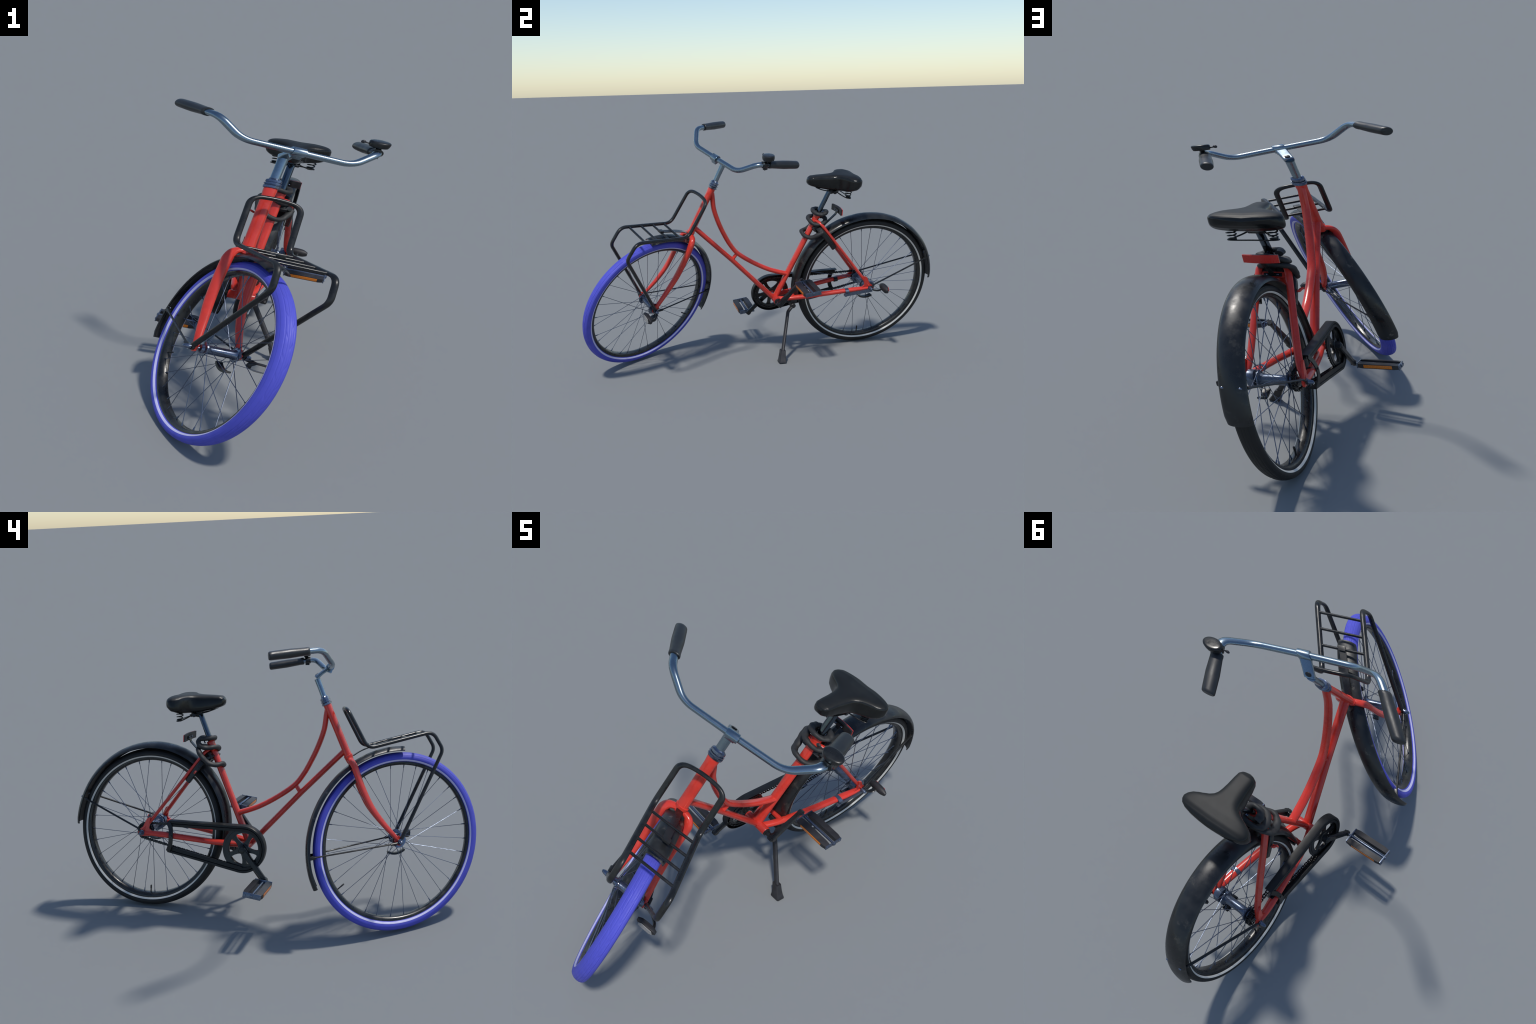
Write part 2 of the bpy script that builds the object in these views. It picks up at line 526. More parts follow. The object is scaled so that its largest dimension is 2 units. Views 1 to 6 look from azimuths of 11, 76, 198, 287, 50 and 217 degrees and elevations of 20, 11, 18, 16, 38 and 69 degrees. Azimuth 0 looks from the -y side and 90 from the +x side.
# ------------------------------------------------------------------ front carrier (steered)
b = Build()
side = [(0.0695, -0.651, 0.363), (0.0735, -0.8415, 0.750), (0.0735, -0.7900, 0.834), (0.0735, -0.4840, 0.7700),
        (0.0710, -0.3840, 0.9475), (0.0, -0.3740, 0.9545)]
path = [V(p) for p in side] + [mirror(p) for p in reversed(side[:-1])]
b.tube(fillet(path, [0.045, 0.05, 0.05, 0.05, 5, 0.05, 0.05, 0.05, 0.045], 9), 0.0088, seg=18)
for sg in (1, -1):
    o = V((0.0695 * sg, -0.650, 0.357))
    b.lathe(o - V((0.003 * sg, 0, 0)), (sg, 0, 0), [(0, 0.013), (0.006, 0.013)], seg=20)
rack = part("carrier", b, BLACK, bike, True)


def deck(y):
    return 0.7700 + (-0.4840 - y) * (0.834 - 0.7700) / (0.7900 - 0.4840)


for y in (-0.531, -0.6015, -0.672, -0.7425):
    b = Build().tube([(-0.070, y, deck(y)), (0.070, y, deck(y))], 0.0058, seg=12)
    part("carrier_rung", b, BLACK, rack, True)
b = Build()
strap = catmull([(0, -0.427, 0.7350), (0, -0.46, 0.754), (0, -0.50, 0.769), (0, -0.55, 0.784), (0, -0.606, 0.7985)], 6)
b.sweep(strap, [(0.0105, 0.002), (-0.0105, 0.002), (-0.0105, -0.002), (0.0105, -0.002)])
b.box((0.002, -0.601, 0.8000), (0.0115, 0, 0), (0, 0.011, -0.0025), (0, 0.0012, 0.0055), 0.0015)
part("carrier_strap", b, BLACK, rack, True)


# ------------------------------------------------------------------ wheels
TYRE_R, TYRE_T = 0.3613, 0.0232


def ring_dirs(a):
    return V((0, math.cos(a), math.sin(a)))


def make_wheel(hub, mat_tyre, mat_band, steer, valve_angle, rear):
    X = V((1, 0, 0))
    # rim: channel section
    sec = [(-0.0150, 0.3465), (-0.0155, 0.3400), (-0.0140, 0.3335), (-0.0100, 0.3285), (0.0, 0.3268), (0.0100, 0.3285),
           (0.0140, 0.3335), (0.0155, 0.3400), (0.0150, 0.3465), (0.0120, 0.3480), (0.0, 0.3400), (-0.0120, 0.3480)]
    n = 128
    b = Build()
    b.loft([[hub + X * s + ring_dirs(2 * math.pi * i / n) * r for s, r in sec] for i in range(n)], closed=True)
    wheel = part("wheel", b, RIM, bike, steer)
    # tyre with moulded tread
    n = 540
    around = [-64 + 2.0 * j for j in range(65)] + [72 + 8.0 * j for j in range(28)]      # degrees, 0 = outward
    rings = []
    for i in range(n):
        a = 2 * math.pi * i / n
        ring = []
        for deg in around:
            if deg > 180:
                deg -= 360
            tt = rad(deg)
            ad = abs(deg)
            r = TYRE_T
            if ad <= 60:
                g = 0.0
                for c in (9, 30):                       # circumferential grooves
                    g = max(g, math.exp(-((ad - c) / 2.4) ** 2))
                ph = (i / 18.0 + (ad - 9) / 55.0 + (0.5 if deg > 0 else 0)) % 1.0
                if 9 <= ad <= 30:                       # slanted cuts between them
                    g = max(g, math.exp(-((ph - 0.5) / 0.07) ** 2))
                r += 0.0006 - 0.0012 * g
            ring.append(hub + X * (math.sin(tt) * r) + ring_dirs(a) * (TYRE_R + math.cos(tt) * r))
        rings.append(ring)
    b = Build().loft(rings, closed=True)
    part("tyre", b, mat_tyre, wheel, steer, smooth=60)
    # pale bands on both side walls
    n = 160
    b = Build()
    for sg in (1, -1):
        rings = []
        for i in range(n):
            a = 2 * math.pi * i / n
            sect = []
            for d, o in ((110, 0.0006), (115, 0.0007), (120, 0.0007), (125, 0.0007), (130, 0.0006), (130, -0.001), (110, -0.001)):
                q = rad(d)
                sect.append(hub + X * (sg * math.sin(q) * (TYRE_T + o)) + ring_dirs(a) * (TYRE_R + math.cos(q) * (TYRE_T + o)))
            rings.append(sect)
        b.loft(rings, closed=True)
    part("tyre_band", b, mat_band, wheel, steer)
    # hub
    shift = V((0.0 if rear else 0.006, 0, 0))
    b = Build()
    fl = 0.037 if rear else 0.043
    fr = 0.036 if rear else 0.031
    br = 0.021 if rear else 0.0185
    b.lathe(hub + shift - X * (fl + 0.012), X, [(0, 0.010), (0.001, 0.016), (0.008, 0.019), (0.009, fr), (0.0125, fr), (0.0135, br + 0.003),
                                       (0.02, br), (2 * fl + 0.004, br), (2 * fl + 0.0105, br + 0.003), (2 * fl + 0.0115, fr),
                                       (2 * fl + 0.015, fr), (2 * fl + 0.016, 0.019), (2 * fl + 0.023, 0.016), (2 * fl + 0.024, 0.010)], seg=40)
    ax = 0.092 if rear else 0.086
    b.lathe(hub - X * ax, X, [(0, 0.0045), (2 * ax, 0.0045)], seg=14)
    out = 0.081 if rear else 0.076
    for sg in (1, -1):
        b.lathe(hub + X * sg * out, X * sg, [(0, 0.0135), (0.002, 0.0135), (0.002, 0.0098), (0.009, 0.0098), (0.011, 0.008),
                                             (0.015, 0.007), (0.0175, 0.003)], seg=12)
    part("hub", b, BLUED if rear else STEEL, wheel, steer)
    # spokes, three-cross, each with its nipple
    # spacing repeats every 45 degrees: right pull, left push, right push, left pull
    lace = [(3.8, -1, -1), (14.7, 1, 1), (25.0, -1, 1), (37.8, 1, -1)]
    for i in range(32):
        a0, sg, lead = lace[i % 4]
        ar = rad(a0 + 45 * (i // 4) + (-8.3 if rear else 0.0))
        ah = ar + lead * rad(52)
        ph = hub + shift + X * sg * (fl + (0.002 if lead > 0 else -0.002)) + ring_dirs(ah) * (fr - 0.004)
        pr = hub + X * sg * 0.004 + ring_dirs(ar) * 0.3275
        d = (pr - ph).normalized()
        b = Build()
        b.tube([ph, pr], 0.0012, seg=6)
        b.tube([pr - d * 0.014, pr], [0.0021, 0.0027], seg=8)
        part("spoke", b, SPOKE, wheel, steer)
    # valve
    a = valve_angle
    b = Build()
    d = ring_dirs(a)
    o = hub + d * 0.329
    b.lathe(o, -d, [(0, 0.0042), (0.002, 0.0042), (0.0022, 0.003), (0.020, 0.0028), (0.0205, 0.0036), (0.034, 0.0036), (0.036, 0.002)], seg=12)
    part("valve", b, BLACK, wheel, steer)
    return wheel


vf = math.atan2(0.178 - 0.355, -0.405 + 0.648)
wf = make_wheel(FRONT_HUB, BLUE, LILAC, True, vf, False)
wr = make_wheel(REAR_HUB, RUBBER, WHITE, False, rad(-90.3), True)


# spoke-mounted magnets (curved strips below the hubs)
def magnet(hub, s, r, a0, a1, steer, wheel):
    rings = []
    for i in range(13):
        a = rad(a0 + (a1 - a0) * i / 12)
        d = ring_dirs(a)
        e = 0.0045 if 0 < i < 12 else 0.003
        c = hub + V((s, 0, 0)) + d * r
        rings.append([c + V((-0.009, 0, 0)) - d * e, c + V((0.009, 0, 0)) - d * e, c + V((0.009, 0, 0)) + d * e, c + V((-0.009, 0, 0)) + d * e])
    part("spoke_magnet", Build().loft(rings), BLACK, wheel, steer)


magnet(FRONT_HUB, 0.040, 0.073, -128, -60, True, wf)
magnet(REAR_HUB, 0.040, 0.076, -124, -60, False, wr)


# ------------------------------------------------------------------ mudguards
def mudguard(hub, crown, depth, hw, a0, a1, steer, mat):
    n = max(24, int(abs(a1 - a0) / 2))
    m = 18
    rings = []
    for i in range(n + 1):
        t = i / n
        a = rad(a0 + (a1 - a0) * t)
        d = ring_dirs(a)
        end = min(t, 1 - t) * n
        w = hw * (0.90 + 0.10 * min(1, end / 2.0))
        sec = []
        for side_, off in ((1, 0.0), (-1, -0.0026)):
            for j in range(m + 1):
                q = -1 + 2 * j / m
                if side_ < 0:
                    q = -q
                ang = q * rad(82)
                s = math.sin(ang) / math.sin(rad(82)) * (w + off)
                r = crown + off - depth * (1 - math.cos(ang)) / (1 - math.cos(rad(82)))
                # slightly flattened crown with a lip along the edge
                sec.append(hub + V((s, 0, 0)) + d * r)
        rings.append(sec)
    return part("mudguard", Build().loft(rings), mat, bike, steer)


gr = mudguard(REAR_HUB + V((0, -0.003, 0.002)), 0.4155, 0.023, 0.0335, 0.2, 188, False, FENDER)
gf = mudguard(FRONT_HUB + V((0, 0.004, 0)), 0.4135, 0.0180, 0.0325, -27.0, 93.5, True, SCUFFED)

for sg in (1, -1):
    # rear stay, hooked on the axle and screwed to the guard
    e = V((0.0300 * sg, 0.941, 0.491))
    b = Build().tube(fillet([(0.080 * sg, 0.596, 0.366), (0.078 * sg, 0.616, 0.382), e, e + V((-0.003 * sg, 0.008, 0.003))], 0.01), 0.0042, seg=10)
    b.lathe((0.080 * sg, 0.592, 0.361), (sg, 0, 0), [(0, 0.010), (0.004, 0.010)], seg=16)
    b.box(e + V((0.001 * sg, -0.002, 0)), (0.0025, 0, 0), (0, 0.008, 0.003), (0, -0.002, 0.005), 0.001)
    part("mudguard_stay", b, BLACK, gr)
    d = ring_dirs(rad(20))
    b = Build().ball(REAR_HUB + V((0.021 * sg, 0, 0)) + d * 0.4065, 0.0048, 8)
    part("screw", b, STEEL, gr)
    e = V((0.0280 * sg, -0.254, 0.308))
    b = Build().tube(fillet([(0.073 * sg, -0.644, 0.355), (0.072 * sg, -0.612, 0.349), e, e + V((-0.004 * sg, 0.010, 0))], 0.01), 0.0034, seg=10)
    b.lathe((0.0735 * sg, -0.647, 0.355), (sg, 0, 0), [(0, 0.010), (0.003, 0.010)], seg=16)
    b.box(e + V((0, -0.010, 0)), (0.004, 0, 0), (0, 0.014, -0.0015), (0, 0.001, 0.007), 0.001)
    b.tube([(0.0725 * sg, -0.634, 0.352), (0.072 * sg, -0.605, 0.348)], 0.0062, seg=10)
    part("mudguard_stay", b, BLACK, gf, True)
    d = ring_dirs(rad(-6.5))
    b = Build().ball(FRONT_HUB + V((0.018 * sg, 0, 0)) + d * 0.4095, 0.0044, 8)
    part("screw", b, STEEL, gf, True)

# ------------------------------------------------------------------ saddle and seat post
POST_TOP = V((0, 0.3475, 0.920))
b = Build()
b.tube([lerp(SEAT_TOP, BB, 0.05), POST_TOP], 0.0122, seg=24)
post = part("seat_post", b, POST, bike)
b = Build()
b.tube(fillet([SEAT_TOP + V((0, 0.010, 0.006)), SEAT_TOP + V((0, 0.030, 0.020)), SEAT_TOP + V((0.006, 0.040, 0.004)),
               SEAT_TOP + V((0.004, 0.030, -0.012))], 0.008), 0.003, seg=10)
part("seat_clamp_lever", b, STEEL, post)
b = Build().lathe(SEAT_TOP - V((0, 0.005, 0.012)), SEAT_TOP - BB, [(0, 0.0172), (0.002, 0.0178), (0.014, 0.0178), (0.016, 0.0172), (0.016, 0.0125)], seg=24)
part("seat_clamp", b, RED, post)

W_SCALE = 0.940
W_TAB = [(0.217, 0.004), (0.220, 0.013), (0.228, 0.021), (0.242, 0.026), (0.27, 0.0285), (0.30, 0.0300), (0.33, 0.0330),
         (0.352, 0.0355), (0.368, 0.0405), (0.381, 0.050), (0.393, 0.064), (0.405, 0.079), (0.418, 0.092), (0.434, 0.101), (0.450, 0.105),
         (0.464, 0.103), (0.476, 0.097), (0.485, 0.085), (0.4915, 0.064), (0.495, 0.036), (0.496, 0.016)]
TOP_TAB = [(0.217, 0.990), (0.225, 1.001), (0.240, 1.0085), (0.28, 1.0115), (0.33, 1.013), (0.38, 1.016), (0.42, 1.0185),
           (0.456, 1.0175), (0.476, 1.0125), (0.489, 1.004), (0.496, 0.990)]
BOT_TAB = [(0.217, 0.972), (0.225, 0.961), (0.24, 0.954), (0.28, 0.941), (0.33, 0.931), (0.38, 0.927), (0.42, 0.928),
           (0.455, 0.937), (0.476, 0.952), (0.489, 0.967), (0.496, 0.980)]
b = Build()
rings = []
K = 64
M = 48
for i in range(K + 1):
    t = i / K
    y = 0.217 + (0.496 - 0.217) * (0.5 - 0.5 * math.cos(math.pi * t))
    w, ht, hb = interp(W_TAB, y) * W_SCALE, interp(TOP_TAB, y), interp(BOT_TAB, y)
    hm = hb + (ht - hb) * 0.52
    wing = max(0.0, min(1.0, (y - 0.33) / 0.08))
    ring = []
    for j in range(M):
        a = 2 * math.pi * j / M
        ca, sa = math.cos(a), math.sin(a)
        s = w * math.copysign(abs(ca) ** (0.62 - 0.20 * wing), ca)
        q = min(1.0, abs(s) / 0.1015)
        if sa >= 0:
            h = hm + (ht - hm) * abs(sa) ** (0.62 - 0.18 * wing)
            h -= 0.004 * wing * q * q                        # wings droop
            h -= 0.0035 * math.exp(-(s / 0.010) ** 2) * wing * abs(sa)   # shallow middle dip
        else:
            h = hm - (hm - hb) * abs(sa) ** (0.55 - 0.10 * wing)
            h += 0.003 * wing * q
        ring.append((s, y - 0.007 * wing * q * q, h))
    rings.append(ring)
b.loft(rings)
saddle = part("saddle", b, SADDLE, bike, smooth=70)
# undercarriage: clamp, rails, springs
b = Build()
b.box((0, 0.369, 0.921), (0.012, 0, 0), (0, 0.021, 0.004), (0, -0.003, 0.013), 0.004, 3)
b.lathe((-0.024, 0.370, 0.917), (1, 0, 0), [(0, 0.008), (0.003, 0.011), (0.045, 0.011), (0.048, 0.008)], seg=16)
part("saddle_clamp", b, BLACK, saddle)
b = Build()
for sg in (1, -1):
    b.tube(catmull([(0.014 * sg, 0.262, 0.948), (0.018 * sg, 0.30, 0.933), (0.021 * sg, 0.345, 0.924), (0.021 * sg, 0.376, 0.918),
                    (0.035 * sg, 0.392, 0.908), (0.054 * sg, 0.408, 0.899), (0.066 * sg, 0.423, 0.896), (0.054 * sg, 0.437, 0.896), (0, 0.437, 0.896)], 6), 0.0030, seg=10)
part("saddle_rail", b, BLACK, saddle)
for sg in (1, -1):
    b = Build()
    c = V((0.054 * sg, 0.423, 0))
    turns, n = 4, 96
    pth = []
    for i in range(n + 1):
        t = i / n
        a = 2 * math.pi * turns * t
        r = 0.0115 + 0.0075 * t
        pth.append(c + V((math.cos(a) * r * 0.8, math.sin(a) * r, 0.899 + 0.050 * t)))
    b.tube(pth, 0.0026, seg=8)
    b.lathe(c + V((0, 0, 0.893)), (0, 0, 1), [(0, 0.009), (0.002, 0.011), (0.008, 0.011), (0.010, 0.008)], seg=16)
    part("saddle_spring", b, BLACK, saddle)

# ------------------------------------------------------------------ rear reflector on its arm
b = Build()
n = 14
outer = []
rings = []
for i in range(n + 1):
    q = -1 + 2 * i / n
    s = 0.0465 * q
    y = 0.409 - 0.007 * q * q
    hh = 0.0175 - 0.001 * q * q
    rings.append([(s, y - 0.007, 0.8085 - hh), (s, y, 0.8085 - hh), (s, y, 0.8085 + hh), (s, y - 0.007, 0.8085 + hh)])
b.loft(rings)
refl = part("reflector_housing", b, GREY, bike)
b = Build()
rings = []
for i in range(n + 1):
    q = -1 + 2 * i / n
    s = 0.0470 * q
    y = 0.4092 - 0.007 * q * q
    hh = 0.0180 - 0.001 * q * q
    rings.append([(s, y, 0.8085 - hh), (s, y + 0.004, 0.8085 - hh + 0.001), (s, y + 0.004, 0.8085 + hh - 0.001), (s, y, 0.8085 + hh)])
b.loft(rings)
part("reflector", b, RED_GLASS, refl)
b = Build()
b.sweep(fillet([(0, 0.330, 0.712), (0, 0.335, 0.727), (0, 0.394, 0.784), (0, 0.401, 0.806)], 0.01, 5), [(0.0065, 0.002), (-0.0065, 0.002), (-0.0065, -0.002), (0.0065, -0.002)])
b.box((0, 0.3985, 0.806), (0.017, 0, 0), (0, 0.002, 0), (0, 0, 0.008), 0.001)
b.box((0, 0.3245, 0.7155), (0.024, 0, 0), (0, 0.002, 0.0022), (0, -0.0055, 0.005), 0.0008)
part("reflector_arm", b, BLACK, refl)
for s in (-0.011, 0.011):
    part("screw", Build().ball((s, 0.3955, 0.806), 0.0036, 8), STEEL, refl)
    part("screw", Build().ball((s * 1.3, 0.3275, 0.7175), 0.0034, 8), STEEL, refl)

# ------------------------------------------------------------------ cranks, chainring, guard, chain, pedals
RING_S = -0.058
b = Build()
n = 80
sec_r = [(0.0735, -0.0025), (0.0745, -0.0035), (0.092, -0.0035), (0.093, -0.002), (0.105, -0.002), (0.105, 0.0015), (0.092, 0.003), (0.0735, 0.003)]
b.loft([[BB + V((RING_S + o, 0, 0)) + ring_dirs(2 * math.pi * i / n) * r for r, o in sec_r] for i in range(n)], closed=True)
CR = math.atan2(0.171 - 0.302, -0.046 - 0.073)          # angle of the right crank
for i in range(5):
    a = CR + rad(36) + 2 * math.pi * i / 5
    d, e = ring_dirs(a), ring_dirs(a + math.pi / 2)
    o = []
    for r, w in ((0.020, 0.015), (0.035, 0.0105), (0.052, 0.009), (0.066, 0.0105), (0.076, 0.016)):
        o.append((r, w))
    loop = [BB + V((RING_S - 0.003, 0, 0)) + d * r + e * w for r, w in o] + [BB + V((RING_S - 0.003, 0, 0)) + d * r - e * w for r, w in reversed(o)]
    b.plate(loop, (1, 0, 0), 0.005)
b.lathe(BB + V((RING_S - 0.006, 0, 0)), (1, 0, 0), [(0, 0.020), (0.002, 0.026), (0.010, 0.026), (0.012, 0.020)], seg=28)
T = 46
for i in range(T):                                       # teeth
    a = 2 * math.pi * i / T
    d, e = ring_dirs(a), ring_dirs(a + math.pi / 2)
    c = BB + V((-0.0525, 0, 0)) + d * 0.090
    b.box(c, (0.0012, 0, 0), d * 0.005, e * 0.0028)
b.loft([[BB + V((-0.0525 + o, 0, 0)) + ring_dirs(2 * math.pi * i / n) * r for r, o in ((0.074, -0.0015), (0.087, -0.0015), (0.087, 0.0015), (0.074, 0.0015))] for i in range(n)], closed=True)
crankset = part("chainring", b, BLACK, bike)
b = Build()
b.lathe(BB - V((0.082, 0, 0)), (1, 0, 0), [(0, 0.005), (0.001, 0.0105), (0.004, 0.012), (0.155, 0.012), (0.158, 0.0105), (0.159, 0.005)], seg=24)
b.lathe(BB + V((0.040, 0, 0)), (1, 0, 0), [(0, 0.0185), (0.006, 0.0185), (0.008, 0.014)], seg=24)
part("crank_axle", b, BLACK, crankset)
for sg, end in ((-1, V((-0.0755, -0.045, 0.170))), (1, V((0.0800, 0.184, 0.441)))):
    a = BB + V((0.069 * sg, 0, 0))
    mid = lerp(a, end, 0.5) + V((0.001 * sg, 0, 0))
    d = (V((0, end.y, end.z)) - V((0, a.y, a.z))).normalized()
    b = Build()

    def sect(t):
        w = interp([(0, 0.0170), (0.12, 0.0150), (0.5, 0.0120), (0.85, 0.0105), (0.95, 0.0125), (1, 0.0110)], t)
        k = 0.0085 - 0.0025 * t
        c = 0.003
        return [(k - c, w), (k, w - c), (k, -w + c), (k - c, -w), (-k + c, -w), (-k, -w + c), (-k, w - c), (-k + c, w)]
    b.sweep([lerp(a - d * 0.014, end + d * 0.012, i / 16) for i in range(17)], sect)
    b.lathe(a - V((0.0095 * sg, 0, 0)), (sg, 0, 0), [(0, 0.0165), (0.018, 0.0165), (0.020, 0.013)], seg=24)
    b.lathe(end - V((0.007 * sg, 0, 0)), (sg, 0, 0), [(0, 0.012), (0.014, 0.012)], seg=20)
    part("crank", b, BLACK, crankset)
    # pedal
    tilt = rad(8)
    fy, fh = V((0, math.cos(tilt), math.sin(tilt))), V((0, -math.sin(tilt), math.cos(tilt)))
    c = V((0.1525 * sg + 0.002, end.y - 0.001, end.z - 0.002))
    b = Build()
    for o in (0.0, 1.0):
        x = c + V(((-0.0585 + 0.117 * o) * sg, 0, 0))
        b.box(x, (0.0018, 0, 0), fy * 0.0425, fh * 0.0115, 0.001)
    b.lathe(end, (sg, 0, 0), [(0, 0.0055), (0.012, 0.0055), (0.016, 0.0075), (0.122, 0.0060), (0.132, 0.0060), (0.1335, 0.0085), (0.1375, 0.0085), (0.139, 0.004)], seg=18)
    for q in (1, -1):
        for x in (-0.0603, 0.0603):
            b.lathe(c + V((x * sg, 0, 0)) + fy * (0.033 * q), (math.copysign(1, x * sg), 0, 0), [(0, 0.004), (0.002, 0.0035)], seg=10)
    pedal = part("pedal", b, BLUED, crankset)
    for q in (1, -1):
        b = Build()
        sec = lambda w0, w1, hh: [c + fy * (w0 * q) - fh * hh, c + fy * (w1 * q) - fh * hh * 0.75, c + fy * (w1 * q) + fh * hh * 0.75, c + fy * (w0 * q) + fh * hh]
        st = [(-0.0565, 0.019, 0.0425, 0.0115), (-0.045, 0.0175, 0.046, 0.0135), (0.045, 0.0175, 0.046, 0.0135), (0.0565, 0.019, 0.0425, 0.0115)]
        b.loft([[p + V((x, 0, 0)) for p in sec(w0, w1, hh)] for x, w0, w1, hh in st])
        part("pedal_block", b, GREY, pedal)
        b = Build().box(c + fy * (0.0462 * q), (0.040, 0, 0), fy * 0.0015, fh * 0.0068, 0.0008)
        part("pedal_reflector", b, AMBER, pedal)

# chain guard: channel around the chain run, open at the rear
GR = 0.1105
contour = [V((0, 0.4600, 0.4185)), V((0, 0.30, 0.4160)), V((0, 0.16, 0.4135))]
for i in range(33):
    a = rad(88 + (281 - 88) * i / 32)
    contour.append(V((0, BB.y, BB.z)) + ring_dirs(a) * GR)
contour += [V((0, 0.16, 0.2070)), V((0, 0.30, 0.2360)), V((0, 0.4600, 0.2680))]
b = Build()
GS0, GS1 = -0.0695, -0.0475
rings = []
for i, p in enumerate(contour):
    t = (contour[min(i + 1, len(contour) - 1)] - contour[max(i - 1, 0)]).normalized()
    inn = V((1, 0, 0)).cross(t).normalized()
    ctr = V((0, 0.22, 0.31)) if i not in range(3, 36) else V((0, BB.y, BB.z))
    if inn.dot(ctr - p) < 0:
        inn = -inn
    dep = 0.0265 if i < 34 else 0.031
    P = lambda s, dd: V((s, p.y, p.z)) + inn * dd
    rings.append([P(GS0 + 0.002, 0), P(GS1, 0), P(GS1, 0.0022), P(GS0 + 0.0045, 0.0026), P(GS0 + 0.0035, 0.0105), P(GS0 + 0.0055, 0.0125), P(GS0 + 0.0035, 0.0145), P(GS0 + 0.0028, dep),
                  P(GS0 + 0.0004, dep), P(GS0, 0.0145), P(GS0 + 0.002, 0.0125), P(GS0, 0.0105), P(GS0, 0.002)])
b.loft(rings)
guard = part("chain_guard", b, SATIN, bike, smooth=30)
b = Build()
b.sweep(catmull([(-0.068, 0.458, 0.412), (-0.0735, 0.442, 0.385), (-0.0785, 0.437, 0.350), (-0.0765, 0.440, 0.310), (-0.070, 0.455, 0.274)], 6),
        [(0.0016, 0.011), (-0.0016, 0.011), (-0.0016, -0.011), (0.0016, -0.011)])
b.lathe((-0.076, 0.437, 0.352), (-1, 0, 0), [(0, 0.005), (0.006, 0.005)], seg=12)
b.lathe((-0.062, 0.462, 0.349), (0, 1, 0.12), [(-0.010, 0.0150), (0.010, 0.0150)], seg=20)
part("guard_bracket", b, BLACK, guard)

# rear sprocket and chain
CH_S = -0.0535
b = Build()
TS = 18
prof = []
for i in range(TS * 4):
    a = 2 * math.pi * i / (TS * 4)
    r = 0.0385 if i % 4 in (0, 1) else 0.0335
    prof.append(REAR_HUB + V((CH_S, 0, 0)) + ring_dirs(a) * r)
b.plate(prof, (1, 0, 0), 0.0025)
b.lathe(REAR_HUB + V((CH_S - 0.006, 0, 0)), (1, 0, 0), [(0, 0.016), (0.001, 0.022), (0.006, 0.026), (0.009, 0.026)], seg=24)
part("sprocket", b, BLACK, wr)
run = []
c0, c1 = V((0, BB.y, BB.z)), V((0, REAR_HUB.y, REAR_HUB.z))
for i in range(25):
    run.append(c0 + ring_dirs(rad(86 + 186 * i / 24)) * 0.0925)
for i in range(13):
    run.append(c1 + ring_dirs(rad(-86 + 166 * i / 12)) * 0.0375)
dist = [0.0]
for i in range(len(run)):
    dist.append(dist[-1] + (run[(i + 1) % len(run)] - run[i]).length)
total = dist[-1]
links = int(total / 0.0125) // 2 * 2


def on_run(d):
    d %= total
    for i in range(len(run)):
        if d <= dist[i + 1]:
            return lerp(run[i], run[(i + 1) % len(run)], (d - dist[i]) / (dist[i + 1] - dist[i]))


b = Build()
for i in range(links):
    p, q = on_run(total * i / links), on_run(total * (i + 1) / links)
    d = (q - p).normalized()
    e = V((1, 0, 0)).cross(d)
    half_w = 0.0036 if i % 2 else 0.0022
    for sg in (1, -1):
        c = lerp(p, q, 0.5) + V((CH_S + half_w * sg, 0, 0))
        L = (q - p).length * 0.5 + 0.0035
        loop = [c + d * (L * u_) + e * (0.0046 * v_) for u_, v_ in ((-1, 0), (-0.8, 0.85), (-0.45, 1), (0, 0.6), (0.45, 1), (0.8, 0.85), (1, 0), (0.8, -0.85), (0.45, -1), (0, -0.6), (-0.45, -1), (-0.8, -0.85))]
        b.plate(loop, (sg, 0, 0), 0.0011)
    b.tube([p + V((CH_S - 0.005, 0, 0)), p + V((CH_S + 0.005, 0, 0))], 0.0026, seg=8)
part("chain", b, BLACK, bike, stuff=True, smooth=30)

# ------------------------------------------------------------------ coaster/roller brake on the left of the rear hub
b = Build()
b.lathe(REAR_HUB + V((0.048, 0, 0)), (1, 0, 0), [(0, 0.036), (0.001, 0.037), (0.016, 0.037), (0.020, 0.031), (0.021, 0.012)], seg=36)
b.sweep([(0.0845, 0.600, 0.350), (0.0835, 0.52, 0.341), (0.080, 0.444, 0.3305)], [(0.002, 0.0095), (-0.002, 0.0095), (-0.002, -0.0095), (0.002, -0.0095)])
b.lathe((0.0775, 0.447, 0.331), (1, 0, 0), [(0, 0.010), (0.008, 0.010)], seg=16)
b.tube([(0.0785, 0.455, 0.331), (0.079, 0.456, 0.340)], 0.006, seg=10)
b.lathe((0.0685, 0.457, 0.3485), (0.08, 1, 0.12), [(-0.0095, 0.0152), (0.0095, 0.0152)], seg=24)
part("brake_arm", b, BLUED, wr)

# ------------------------------------------------------------------ side stand
b = Build()
b.box((0.018, 0.168, 0.292), (0.022, 0, 0), (0, 0.018, 0), (0, 0, 0.012), 0.003)
b.lathe((0.016, 0.163, 0.267), (1, 0, 0), [(0, 0.012), (0.002, 0.0145), (0.030, 0.0145), (0.032, 0.012)], seg=24)
b.box((0.016, 0.165, 0.278), (0.012, 0, 0), (0, 0.011, 0), (0, 0, 0.014), 0.002)
FOOT = V((0.1645, 0.0575, 0.0075))
leg = fillet([(0.038, 0.163, 0.266), (0.048, 0.133, 0.236), FOOT + V((-0.010, 0.004, 0.026))], 0.03, 6)
b.tube(leg, 0.0088, seg=14, flat=(1.0, 1.0))
stand = part("side_stand", b, GREY, bike)
b = Build()
dz = V((0.027, -0.014, -0.064)).normalized()
st = FOOT - dz * 0.062
gx = V((0.17365 * 1.0, 0, 0.0))
rings = []
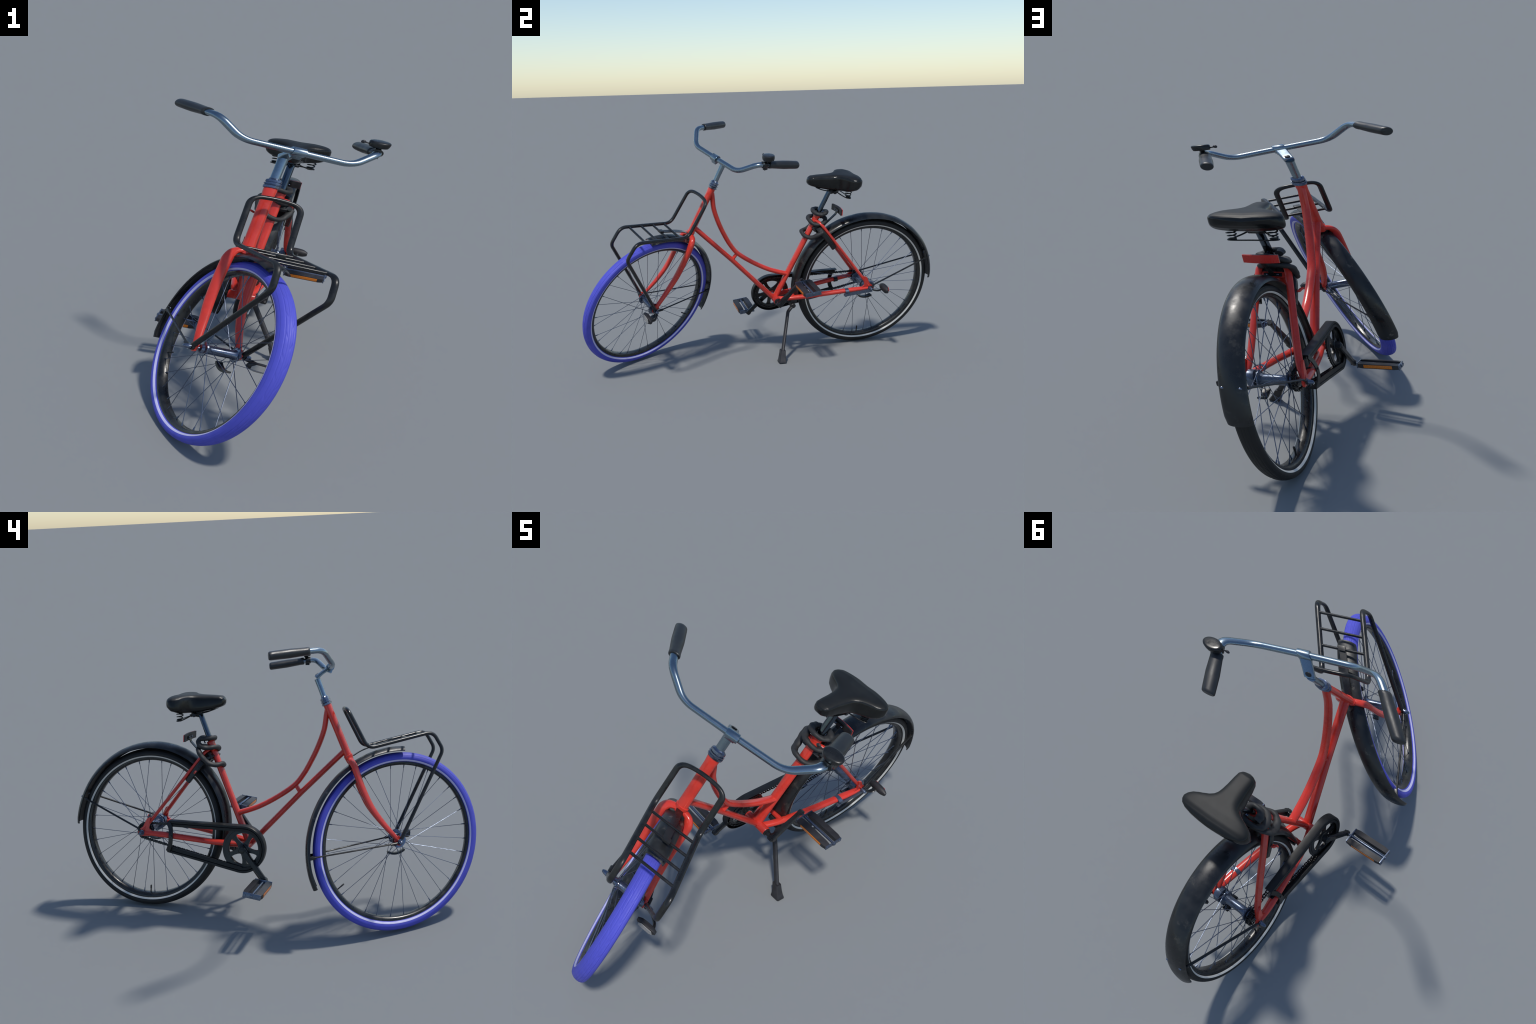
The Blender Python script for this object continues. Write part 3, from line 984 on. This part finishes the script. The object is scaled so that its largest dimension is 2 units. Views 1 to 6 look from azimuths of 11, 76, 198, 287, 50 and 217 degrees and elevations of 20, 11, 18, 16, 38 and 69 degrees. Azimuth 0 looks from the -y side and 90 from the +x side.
for d_, ws, wy in ((0, 0.0105, 0.013), (0.004, 0.0112, 0.0138), (0.030, 0.0120, 0.0155), (0.050, 0.0140, 0.0180), (0.0605, 0.0165, 0.0205), (0.063, 0.0160, 0.0200)):
    c = st + dz * d_
    # the sole lies flat on the ground although the frame leans
    k = d_ / 0.063
    tx = V((1, 0, math.tan(LEAN) * k)).normalized()
    rings.append([c + tx * ws * u_ + V((0, 1, 0)) * wy * v_ for u_, v_ in ((1, 0.8), (0.8, 1), (-0.8, 1), (-1, 0.8), (-1, -0.8), (-0.8, -1), (0.8, -1), (1, -0.8))])
b.loft(rings)
part("stand_foot", b, GREY, stand)


# ------------------------------------------------------------------ hub-mounted lamps
def lamp(c, bracket, steer, forward, lens):
    """Wedge-shaped lamp body; forward = direction the glass looks along y."""
    b = Build()
    rings = []
    for t in range(11):
        q = -1 + t / 5
        s = 0.0325 * q
        w = (1 - abs(q) ** 3.0) ** 0.5 if abs(q) < 1 else 0.25
        w = max(w, 0.45)
        top, low = 0.0205 * w + 0.003 * -q, -0.0195 * w + 0.004 * -q
        front, back = forward * 0.013 * w, -forward * 0.015 * w
        rings.append([c + V((s, y, h)) for y, h in ((front, low + 0.003), (front * 1.05, (top + low) / 2), (front * 0.9, top - 0.002), (front * 0.4, top), (back * 0.6, top * 0.75),
                                                    (back, top * 0.2), (back * 0.9, low * 0.5), (back * 0.3, low), (front * 0.6, low))])
    b.loft(rings)
    lp = part("lamp", b, GREY, bike, steer, smooth=50)
    b = Build()
    loop = [c + V((s * 1.12, forward * 0.0128, h * 1.1)) for s, h in ((-0.021, -0.010), (0.013, -0.014), (0.022, -0.004), (0.016, 0.011), (-0.015, 0.015), (-0.023, 0.006))]
    b.plate(loop, (0, forward, 0), 0.0022)
    part("lamp_lens", b, lens, lp, steer)
    b = Build()
    b.tube(catmull(bracket, 6), 0.0062, seg=10, flat=(1.3, 0.8))
    part("lamp_bracket", b, BLACK, lp, steer)


lamp(V((0.0955, -0.714, 0.357)), [(0.077, -0.650, 0.350), (0.095, -0.658, 0.346), (0.113, -0.680, 0.346), (0.117, -0.702, 0.351)], True, -1, LENS)
lamp(V((0.102, 0.657, 0.366)), [(0.081, 0.598, 0.358), (0.090, 0.607, 0.352), (0.097, 0.628, 0.352), (0.100, 0.645, 0.360)], False, 1, RED_GLASS)

# ------------------------------------------------------------------ ring lock on the seat stays, with plug-in chain sleeve
b = Build()
arm = [(0.0475, 0.374, 0.605), (0.0490, 0.345, 0.644), (0.0485, 0.312, 0.686), (0.041, 0.293, 0.709), (0.024, 0.283, 0.722), (0, 0.280, 0.726)]
path = catmull([V(p) for p in arm] + [mirror(p) for p in reversed(arm[:-1])], 5)


def lock_section(t):
    w = 0.0135
    k = 0.008
    return [(k, w * 0.7), (k * 0.7, w), (-k * 0.7, w), (-k, w * 0.7), (-k, -w * 0.7), (-k * 0.7, -w), (k * 0.7, -w), (k, -w * 0.7)]


b.sweep(path, lock_section, up=(1, 0, 0))
b.box((0.0, 0.283, 0.722), (0.030, 0, 0), (0, 0.017, 0.013), (0, -0.010, 0.013), 0.004)
lock = part("ring_lock", b, BLACK, bike)
b = Build().tube(fillet([(-0.050, 0.332, 0.652), (-0.060, 0.336, 0.648), (-0.0645, 0.327, 0.655), (-0.072, 0.321, 0.661)], 0.006), 0.0048, seg=12)
part("lock_lever", b, RED, lock)
b = Build().box((0.020, 0.262, 0.711), (0.016, 0, 0), (0, 0.003, 0.002), (0, -0.005, 0.008), 0.0012)
part("lock_cylinder", b, GREY, lock)

loop = [(0.050, 0.303, 0.704), (0.047, 0.282, 0.690), (0.033, 0.250, 0.668), (0.012, 0.222, 0.671), (-0.014, 0.215, 0.686), (-0.033, 0.234, 0.684),
        (-0.044, 0.268, 0.693), (-0.051, 0.298, 0.722), (-0.050, 0.318, 0.748), (-0.030, 0.333, 0.760), (0.004, 0.335, 0.762),
        (0.029, 0.318, 0.752), (0.032, 0.290, 0.742), (0.022, 0.262, 0.742), (0.002, 0.246, 0.758), (-0.022, 0.252, 0.766), (-0.036, 0.282, 0.765),
        (-0.040, 0.314, 0.772), (-0.030, 0.335, 0.788), (-0.004, 0.341, 0.800), (0.020, 0.328, 0.802), (0.027, 0.304, 0.796), (0.018, 0.280, 0.797),
        (0.0, 0.267, 0.806), (-0.020, 0.274, 0.809), (-0.029, 0.296, 0.808), (-0.027, 0.318, 0.806)]
path = catmull([V(p) + V((-0.003, 0, 0)) for p in loop], 6)
b = Build()
n = len(path)
b.tube(path, [0.0113 + 0.0006 * math.sin(i * 1.1) for i in range(n)], seg=16)
part("lock_chain_sleeve", b, CABLE, lock)
